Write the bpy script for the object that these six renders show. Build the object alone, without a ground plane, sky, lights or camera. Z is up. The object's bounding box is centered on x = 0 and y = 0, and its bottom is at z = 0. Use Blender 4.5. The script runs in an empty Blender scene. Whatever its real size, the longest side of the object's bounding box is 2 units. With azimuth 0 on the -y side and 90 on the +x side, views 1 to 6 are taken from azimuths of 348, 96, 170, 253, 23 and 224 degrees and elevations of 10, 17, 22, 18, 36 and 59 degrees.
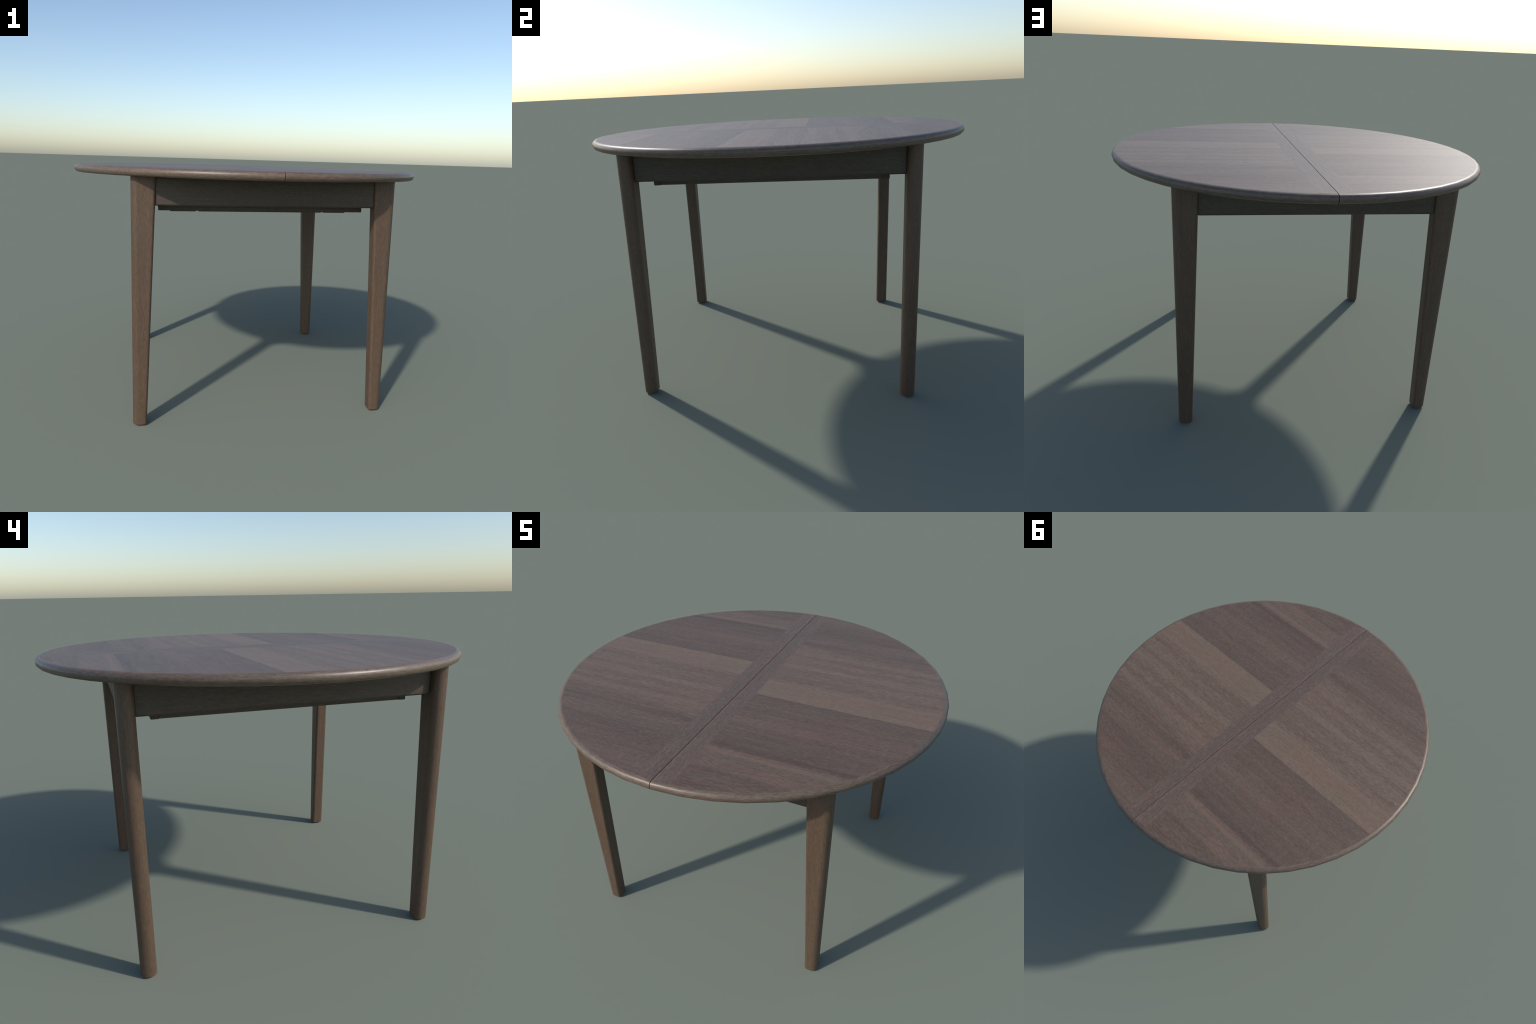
"""Round extending dining table in dark stained walnut veneer.

A round top in two halves (seam along y), each half a solid bullnosed slab that
carries a lengthwise seam strip and a row of veneer planks; four legs with a
half-round outer side that taper only on their inner side; a split apron and
the slide frame of the extension mechanism under the top.
Metres, z up, table centred on the origin, feet at z = 0.
"""
import bpy, bmesh, math
from mathutils import Matrix

# ------------------------------------------------------------------ sizes
R_TOP = 1.000          # radius of the round top
Z_TOP = 1.3032          # upper face
Z_UNDER = 1.2600       # underside of the top
BULL = (Z_TOP - Z_UNDER) / 2           # bullnose radius of the rim
R_FLAT = R_TOP - BULL - 0.001   # where the flat veneered face ends
SEGS = 48              # facets of the full circle
GAP = 0.0016           # half of the seam gap
STRIP = 0.082          # outer edge of the seam strip
PLANK = 0.165          # veneer plank width
VENEER = 0.0016        # veneer thickness

LEG_Y0, LEG_Y1 = 0.633, 0.702        # leg faces in y
LEG_X1 = 0.671                       # vertical outer side
LEG_X0_FOOT, LEG_X0_TOP = 0.6026, 0.5515   # tapering inner side
FOOT = 0.0045                         # the leg stands on a thin glide


# ------------------------------------------------------------------ helpers
def new_object(name, bm, mat, parent, smooth_angle=None):
    me = bpy.data.meshes.new(name)
    bmesh.ops.recalc_face_normals(bm, faces=bm.faces)
    bm.to_mesh(me)
    bm.free()
    if mat:
        me.materials.append(mat)
    ob = bpy.data.objects.new(name, me)
    bpy.context.scene.collection.objects.link(ob)
    ob.parent = parent
    if smooth_angle:
        for p in me.polygons:
            p.use_smooth = True
        me.set_sharp_from_angle(angle=math.radians(smooth_angle))
        wn = ob.modifiers.new('flat_face_normals', 'WEIGHTED_NORMAL')
        wn.keep_sharp = True
        wn.weight = 80
    return ob


def turned_copy(ob, parent, angle=math.pi, loc=None):
    c = ob.copy()
    bpy.context.scene.collection.objects.link(c)
    c.parent = parent
    c.rotation_euler = (0, 0, angle)
    if loc:
        c.location = loc
    return c


def board(x0, x1, y0, y1, z0, z1, bevel=0.0, segments=3):
    bm = bmesh.new()
    bmesh.ops.create_cube(bm, size=1.0, matrix=Matrix.Translation(
        ((x0 + x1) / 2, (y0 + y1) / 2, (z0 + z1) / 2)) @ Matrix.Diagonal(
        (x1 - x0, y1 - y0, z1 - z0, 1)))
    if bevel:
        bmesh.ops.bevel(bm, geom=bm.edges[:], offset=bevel, segments=segments,
                        affect='EDGES', profile=0.5, clamp_overlap=True)
    return bm


def prism(poly, z0, z1):
    bm = bmesh.new()
    lo = [bm.verts.new((x, y, z0)) for x, y in poly]
    hi = [bm.verts.new((x, y, z1)) for x, y in poly]
    n = len(poly)
    bm.faces.new(lo[::-1])
    bm.faces.new(hi)
    for i in range(n):
        bm.faces.new((lo[i], lo[(i + 1) % n], hi[(i + 1) % n], hi[i]))
    return bm


# ------------------------------------------------------------------ wood
def wood(name, dark, mid, light, grain, seed=0.0, rough=0.48, streak=1.0,
         fine=1.0, bump=0.04, vary=False, band=None):
    """Open-grained stained wood.  grain: 'x', 'y', 'z' or 'ring'."""
    m = bpy.data.materials.new(name)
    m.use_nodes = True
    nt = m.node_tree
    nt.nodes.clear()
    N, L = nt.nodes.new, nt.links.new

    def math_node(op, a, b=None):
        n = N('ShaderNodeMath')
        n.operation = op
        for i, v in enumerate((a, b)):
            if v is None:
                continue
            if isinstance(v, (int, float)):
                n.inputs[i].default_value = v
            else:
                L(v, n.inputs[i])
        return n.outputs[0]

    tc = N('ShaderNodeTexCoord')
    vec = tc.outputs['Object']
    if grain == 'ring':            # u runs round the rim, v up, w outward
        sep = N('ShaderNodeSeparateXYZ')
        L(vec, sep.inputs[0])
        ang = math_node('ARCTAN2', sep.outputs[1], sep.outputs[0])
        rad = math_node('SQRT', math_node('ADD',
                        math_node('MULTIPLY', sep.outputs[0], sep.outputs[0]),
                        math_node('MULTIPLY', sep.outputs[1], sep.outputs[1])))
        com = N('ShaderNodeCombineXYZ')
        L(ang, com.inputs[0]); L(rad, com.inputs[1]); L(sep.outputs[2], com.inputs[2])
        vec = com.outputs[0]
        grain = 'x'
    axis = 'xyz'.index(grain)
    shift = N('ShaderNodeVectorMath')
    shift.operation = 'ADD'
    shift.inputs[1].default_value = (seed * 3.17, seed * 1.91, seed * 2.43)
    L(vec, shift.inputs[0])
    vec = shift.outputs[0]
    if vary:
        info = N('ShaderNodeObjectInfo')
        sh2 = N('ShaderNodeVectorMath')
        sh2.operation = 'MULTIPLY_ADD'
        sh2.inputs[1].default_value = (7.0, 5.0, 9.0)
        L(info.outputs['Random'], sh2.inputs[0])
        L(vec, sh2.inputs[2])
        vec = sh2.outputs[0]

    def grain_noise(across, along, detail, rough_, dist=0.0):
        mp = N('ShaderNodeMapping')
        s = [across] * 3
        s[axis] = along
        mp.inputs['Scale'].default_value = s
        L(vec, mp.inputs['Vector'])
        nz = N('ShaderNodeTexNoise')
        nz.inputs['Scale'].default_value = 1.0
        nz.inputs['Detail'].default_value = detail
        nz.inputs['Roughness'].default_value = rough_
        nz.inputs['Distortion'].default_value = dist
        L(mp.outputs[0], nz.inputs['Vector'])
        return nz.outputs['Fac']

    broad = grain_noise(15.0, 0.5, 3.0, 0.55, 0.08)     # figure bands
    mids = grain_noise(95.0, 8.0, 3.0, 0.6, 0.1)       # grain lines
    fines = grain_noise(230.0, 42.0, 2.0, 0.65)          # fibre
    pores = grain_noise(300.0, 55.0, 1.0, 0.5)          # pores

    f = math_node('ADD',
                  math_node('MULTIPLY', math_node('SUBTRACT', broad, 0.5), 0.70 * streak),
                  math_node('MULTIPLY', math_node('SUBTRACT', mids, 0.5), 0.75 * streak))
    f = math_node('ADD', f, math_node('MULTIPLY', math_node('SUBTRACT', fines, 0.5), 1.75 * fine))
    f = math_node('ADD', f, 0.5)
    if band:                       # one lighter or darker growth band along x
        centre, width, gain = band
        sy = N('ShaderNodeSeparateXYZ')
        L(tc.outputs['Object'], sy.inputs[0])
        wob = math_node('MULTIPLY', math_node('SUBTRACT', grain_noise(6.0, 1.6, 2.0, 0.5), 0.5), 0.02)
        off = math_node('ABSOLUTE', math_node('SUBTRACT', math_node('ADD', sy.outputs[1], wob), centre))
        bm_ = N('ShaderNodeMapRange')
        bm_.interpolation_type = 'SMOOTHSTEP'
        bm_.inputs['From Min'].default_value = width
        bm_.inputs['From Max'].default_value = 0.0
        bm_.inputs['To Max'].default_value = gain
        L(off, bm_.inputs['Value'])
        f = math_node('ADD', f, bm_.outputs[0])
    ramp = N('ShaderNodeValToRGB')
    e = ramp.color_ramp.elements
    e[0].position, e[0].color = 0.15, (*dark, 1)
    e[1].position, e[1].color = 0.85, (*light, 1)
    k = e.new(0.5)
    k.color = (*mid, 1)
    L(f, ramp.inputs[0])
    pm = N('ShaderNodeMapRange')
    pm.inputs['From Min'].default_value = 0.60
    pm.inputs['From Max'].default_value = 0.74
    pm.inputs['To Min'].default_value = 0.0
    pm.inputs['To Max'].default_value = 0.5 * fine
    L(pores, pm.inputs['Value'])
    mix = N('ShaderNodeMix')
    mix.data_type = 'RGBA'
    L(pm.outputs[0], mix.inputs[0])
    L(ramp.outputs[0], mix.inputs[6])
    mix.inputs[7].default_value = (dark[0] * .6, dark[1] * .6, dark[2] * .6, 1)

    # slow drift of hue between reddish and olive brown
    drift = N('ShaderNodeMapRange')
    drift.inputs['From Min'].default_value = 0.3
    drift.inputs['From Max'].default_value = 0.7
    L(grain_noise(22.0, 2.2, 2.0, 0.5, 0.3), drift.inputs['Value'])
    hue = N('ShaderNodeMix')
    hue.data_type = 'RGBA'
    L(drift.outputs[0], hue.inputs[0])
    hue.inputs[6].default_value = (0.96, 1.01, 0.99, 1)
    hue.inputs[7].default_value = (1.07, 0.98, 0.98, 1)
    tint = N('ShaderNodeMix')
    tint.data_type = 'RGBA'
    tint.blend_type = 'MULTIPLY'
    tint.inputs[0].default_value = 1.0
    L(mix.outputs[2], tint.inputs[6])
    L(hue.outputs[2], tint.inputs[7])
    bs = N('ShaderNodeBsdfPrincipled')
    L(tint.outputs[2], bs.inputs['Base Color'])
    rr = N('ShaderNodeMapRange')
    rr.inputs['To Min'].default_value = rough + 0.05
    rr.inputs['To Max'].default_value = rough - 0.05
    L(mids, rr.inputs['Value'])
    L(rr.outputs[0], bs.inputs['Roughness'])
    bs.inputs['IOR'].default_value = 1.5
    bp = N('ShaderNodeBump')
    bp.inputs['Strength'].default_value = bump
    bp.inputs['Distance'].default_value = 0.002
    L(fines, bp.inputs['Height'])
    L(bp.outputs[0], bs.inputs['Normal'])
    out = N('ShaderNodeOutputMaterial')
    L(bs.outputs[0], out.inputs[0])
    return m


def shade(c, k):
    return tuple(v * k for v in c)


def tone(name, base, grain, seed, spread=0.34, **kw):
    deep = (base[0] * (1 - spread) * 1.06, base[1] * (1 - spread) * 0.97, base[2] * (1 - spread) * 0.95)
    return wood(name, deep, base, shade(base, 1 + spread),
                grain, seed, **kw)


WALNUT = (0.1225, 0.0835, 0.0600)       # stained veneer
LEGWOOD = (0.094, 0.060, 0.038)      # warmer solid wood
RIMWOOD = (0.125, 0.090, 0.066)
APRON = (0.060, 0.047, 0.033)

rim_mat = tone('rim_wood', RIMWOOD, 'ring', 1.0, 0.30, rough=0.41)
leg_mat = tone('leg_wood', LEGWOOD, 'z', 2.0, 0.22, rough=0.5, vary=True)
apron_x_mat = tone('apron_wood_lengthwise', APRON, 'x', 3.0, 0.25, rough=0.55)
apron_y_mat = tone('apron_wood_crosswise', APRON, 'y', 4.0, 0.25, rough=0.55)
slide_mat = tone('slide_end_wood', (0.058, 0.044, 0.037), 'x', 5.0, 0.2, rough=0.6)
glide_mat = tone('glide_felt', (0.03, 0.028, 0.026), 'x', 7.0, 0.2, rough=0.9)
strip_mat = tone('seam_strip_wood', (0.120, 0.0845, 0.064), 'y', 6.0, 0.30)

# ------------------------------------------------------------------ table
table = bpy.data.objects.new('dining_table', None)
bpy.context.scene.collection.objects.link(table)
table['label'] = 'round dark walnut extending dining table with four tapered legs'
table['category'] = 'dining table'


# ---- top: one half (x < 0), then the same half turned by 180 degrees
def rim_profile():
    """(radius, z) from the veneer edge over the bullnose to the underside."""
    zc = (Z_TOP + Z_UNDER) / 2
    pts = [(R_FLAT - 0.004, Z_TOP - VENEER), (R_FLAT, Z_TOP - VENEER), (R_FLAT, Z_TOP)]
    for i in range(1, 10):
        a = math.radians(90 - 180 * i / 10)
        pts.append((R_TOP - BULL + BULL * math.cos(a), zc + BULL * math.sin(a)))
    pts.append((R_TOP - BULL - 0.004, Z_UNDER))
    return pts


def half_angles():
    """Angles of the rim facets from the +y end of the seam round -x to -y."""
    n = SEGS // 2
    return [math.radians(90 + 180 * i / n) for i in range(n + 1)]


def on_circle(r, a):
    """Rim vertex, with the two end facets cut back to the seam gap."""
    x, y = r * math.cos(a), r * math.sin(a)
    return (min(x, -GAP), y)


def half_slab():
    bm = bmesh.new()
    prof = rim_profile()
    cols = []
    for a in half_angles():
        cols.append([bm.verts.new((*on_circle(r, a), z)) for r, z in prof])
    for c0, c1 in zip(cols, cols[1:]):
        for j in range(len(prof) - 1):
            bm.faces.new((c0[j], c0[j + 1], c1[j + 1], c1[j]))
    bm.faces.new([c[0] for c in cols])               # bed under the veneer
    bm.faces.new([c[-1] for c in cols][::-1])        # underside
    bm.faces.new(cols[0] + cols[-1][::-1])           # face along the seam
    return bm


half = new_object('tabletop_half', half_slab(), rim_mat, table, 40)


def chord(y):
    """x of the faceted flat edge on the -x side at height y."""
    pts = [on_circle(R_FLAT, a) for a in half_angles()]
    for (xa, ya), (xb, yb) in zip(pts, pts[1:]):
        if yb <= y <= ya:
            t = (y - ya) / (yb - ya) if yb != ya else 0
            return xa + (xb - xa) * t
    return -STRIP


def plank_outline(y0, y1, x_in, x_out=None):
    """Piece of the half disc between y0 and y1, from x_in outward."""
    lo, hi = 0.5, R_FLAT                  # y where the faceted edge crosses x_in
    for _ in range(40):
        m = (lo + hi) / 2
        lo, hi = (m, hi) if chord(m) < x_in - 0.0003 else (lo, m)
    lim = lo
    y0, y1 = max(y0, -lim), min(y1, lim)
    ys = [y0] + sorted(v[1] for v in (on_circle(R_FLAT, a) for a in half_angles())
                       if y0 + 1e-4 < v[1] < y1 - 1e-4) + [y1]
    edge = [(min(chord(y) + 0.0002, x_in - 1e-4), y) for y in ys]
    if x_out is not None:
        edge = [(max(x, x_out), y) for x, y in edge]
    return [(x_in, y0), (x_in, y1)] + [(x, y) for x, y in edge[::-1]]


# tone of each veneer plank, counted in plank widths from the centre line
PLANK_TONES = {
    -6: (0.92, 0.1), -5: (0.87, 0.0), -4: (0.93, 0.1), -3: (1.02, 0.3),
    -2: (1.09, 0.5), -1: (1.09, 0.4), 0: (1.26, 0.7), 1: (0.88, 0.1),
    2: (0.95, 0.1), 3: (0.85, 0.0), 4: (0.94, 0.3), 5: (0.91, 0.2),
}
BANDS = {4: (0.690, 0.022, 0.34), 3: (0.640, 0.030, -0.22), 2: (0.47, 0.03, -0.15),
         -1: (-0.04, 0.04, -0.12), -2: (-0.20, 0.04, 0.15), -3: (-0.39, 0.05, 0.2),
         -4: (-0.52, 0.03, -0.2)}
eps = 0.00015
for i, (k, warm) in PLANK_TONES.items():
    y0, y1 = i * PLANK + eps, (i + 1) * PLANK - eps
    base = (WALNUT[0] * k, WALNUT[1] * k * (1 + 0.035 * warm), WALNUT[2] * k * (1 - 0.02 * warm))
    mat = tone('veneer_%s' % 'abcdefghijkl'[i + 6], base, 'x', 10.0 + i * 1.7,
               0.30 if i != 0 else 0.2, band=BANDS.get(i))
    ob = new_object('veneer_plank', prism(plank_outline(y0, y1, -STRIP - eps),
                    Z_TOP - VENEER, Z_TOP), mat, half)
ob = new_object('seam_strip', prism(
    plank_outline(-R_FLAT, R_FLAT, -GAP, -STRIP),
    Z_TOP - VENEER, Z_TOP), strip_mat, half)

half_b = turned_copy(half, table)
for child in list(half.children):
    c = child.copy()
    bpy.context.scene.collection.objects.link(c)
    c.parent = half_b


# ---- legs
def leg_section(t):
    """Outline in leg coordinates (outer side +x) at height fraction t."""
    cx, cy = 0.637, (LEG_Y0 + LEG_Y1) / 2
    x0 = LEG_X0_FOOT + (LEG_X0_TOP - LEG_X0_FOOT) * t - cx
    x1 = LEG_X1 - cx
    hy = (LEG_Y1 - LEG_Y0) / 2
    ro, ri = 0.032, 0.0135
    pts = []
    for px, py, r, a0, n in ((x1 - ro, hy - ro, ro, 0, 6), (x0 + ri, hy - ri, ri, 90, 3),
                             (x0 + ri, -hy + ri, ri, 180, 3), (x1 - ro, -hy + ro, ro, 270, 6)):
        for i in range(n + 1):
            a = math.radians(a0 + 90 * i / n)
            pts.append((px + r * math.cos(a), py + r * math.sin(a)))
    return pts


def leg_mesh():
    bm = bmesh.new()
    top = Z_UNDER - 0.0005
    rings = []
    # foot edge eased by 4 mm, then straight taper
    for z, inset in ((FOOT, 0.005), (FOOT + 0.0015, 0.0018), (FOOT + 0.005, 0.0), (0.30, 0), (0.6, 0), (0.9, 0), (top, 0)):
        sec = leg_section(z / 1.25)
        mx = sum(p[0] for p in sec) / len(sec)
        ring = []
        for x, y in sec:
            d = math.hypot(x - mx, y)
            s = (d - inset) / d
            ring.append(bm.verts.new((mx + (x - mx) * s, y * s, z)))
        rings.append(ring)
    n = len(rings[0])
    for a, b in zip(rings, rings[1:]):
        for i in range(n):
            bm.faces.new((a[i], a[(i + 1) % n], b[(i + 1) % n], b[i]))
    bm.faces.new(rings[0][::-1])
    bm.faces.new(rings[-1])
    return bm


leg = new_object('leg', leg_mesh(), leg_mat, table, 35)
cy = (LEG_Y0 + LEG_Y1) / 2
leg.location = (0.637, -cy, 0)
bm = bmesh.new()
bmesh.ops.create_cone(bm, cap_ends=True, segments=24, radius1=0.017, radius2=0.019, depth=FOOT + 0.0005,
                      matrix=Matrix.Translation((0, 0, (FOOT + 0.0005) / 2)))
glide = new_object('foot_glide', bm, glide_mat, leg, 40)
for sx, sy in ((1, 1), (-1, 1), (-1, -1)):
    c = turned_copy(leg, table, 0.0 if sx > 0 else math.pi, (sx * 0.637, sy * cy, 0))
    g = glide.copy()
    bpy.context.scene.collection.objects.link(g)
    g.parent = c

# ---- apron: split boards under the seam ends, one-piece boards on the sides
A_Y, A_X, A_Z, A_ZX = 0.687, 0.6265, 1.1208, 1.1200
A_T = 0.036
zt = Z_UNDER - 0.0005
end_x = LEG_X0_TOP + 0.0035
for sy in (-1, 1):
    for sx in (-1, 1):                       # one bevelled board, sawn through at the seam
        bm = board(-end_x - .006, end_x + .006, *sorted((sy * A_Y, sy * (A_Y - A_T))), A_Z, zt, 0.009)
        cut = bmesh.ops.bisect_plane(bm, geom=bm.verts[:] + bm.edges[:] + bm.faces[:],
                                     plane_co=(sx * 0.0007, 0, 0), plane_no=(-sx, 0, 0), clear_outer=True)
        bmesh.ops.contextual_create(bm, geom=[e for e in cut['geom_cut'] if isinstance(e, bmesh.types.BMEdge)])
        new_object('apron_board', bm, apron_x_mat, table, 40)
for sy in (-1, 1):
    new_object('apron_joint', board(-0.0006, 0.0006, *sorted((sy * (A_Y - 0.0002), sy * (A_Y - 0.02))),
               A_Z + 0.009, zt - 0.002), leg_mat, table)
for sx in (-1, 1):
    bm = board(*sorted((sx * A_X, sx * (A_X - A_T))), -LEG_Y0 - 0.004, LEG_Y0 + 0.004, A_ZX, zt, 0.009)
    new_object('side_apron_board', bm, apron_y_mat, table, 40)

# ---- slide frame of the extension mechanism
for sy in (-1, 1):
    rail = new_object('slide_rail', board(-0.540, 0.540, *sorted((sy * 0.569, sy * 0.535)), 1.0878, zt, 0.003, 2),
                      apron_x_mat, table, 40)
    rail.data.materials.append(slide_mat)            # end grain
    for p in rail.data.polygons:
        if abs(p.normal.x) > 0.9:
            p.material_index = 1
for sx in (-1, 1):
    new_object('cross_rail', board(*sorted((sx * 0.5385, sx * 0.505)), -0.5345, 0.5345, 1.0892, zt, 0.002, 2),
               apron_y_mat, table, 40)
    new_object('cover_batten', board(*sorted((sx * 0.20, sx * 0.42)), -0.5345, 0.5345, 1.0915, 1.125, 0.002, 2),
               apron_y_mat, table, 40)
# thin runner plates under the rails on the -y side
for turn, spans in ((-1, ((-0.480, -0.352), (-0.338, 0.312), (0.326, 0.445))),):
    for x0, x1 in spans:
        new_object('runner_plate', board(*sorted((-turn * x0, -turn * x1)), *sorted((turn * 0.47, turn * 0.566)),
                   1.0840, 1.0882, 0.0008, 1), slide_mat, table)
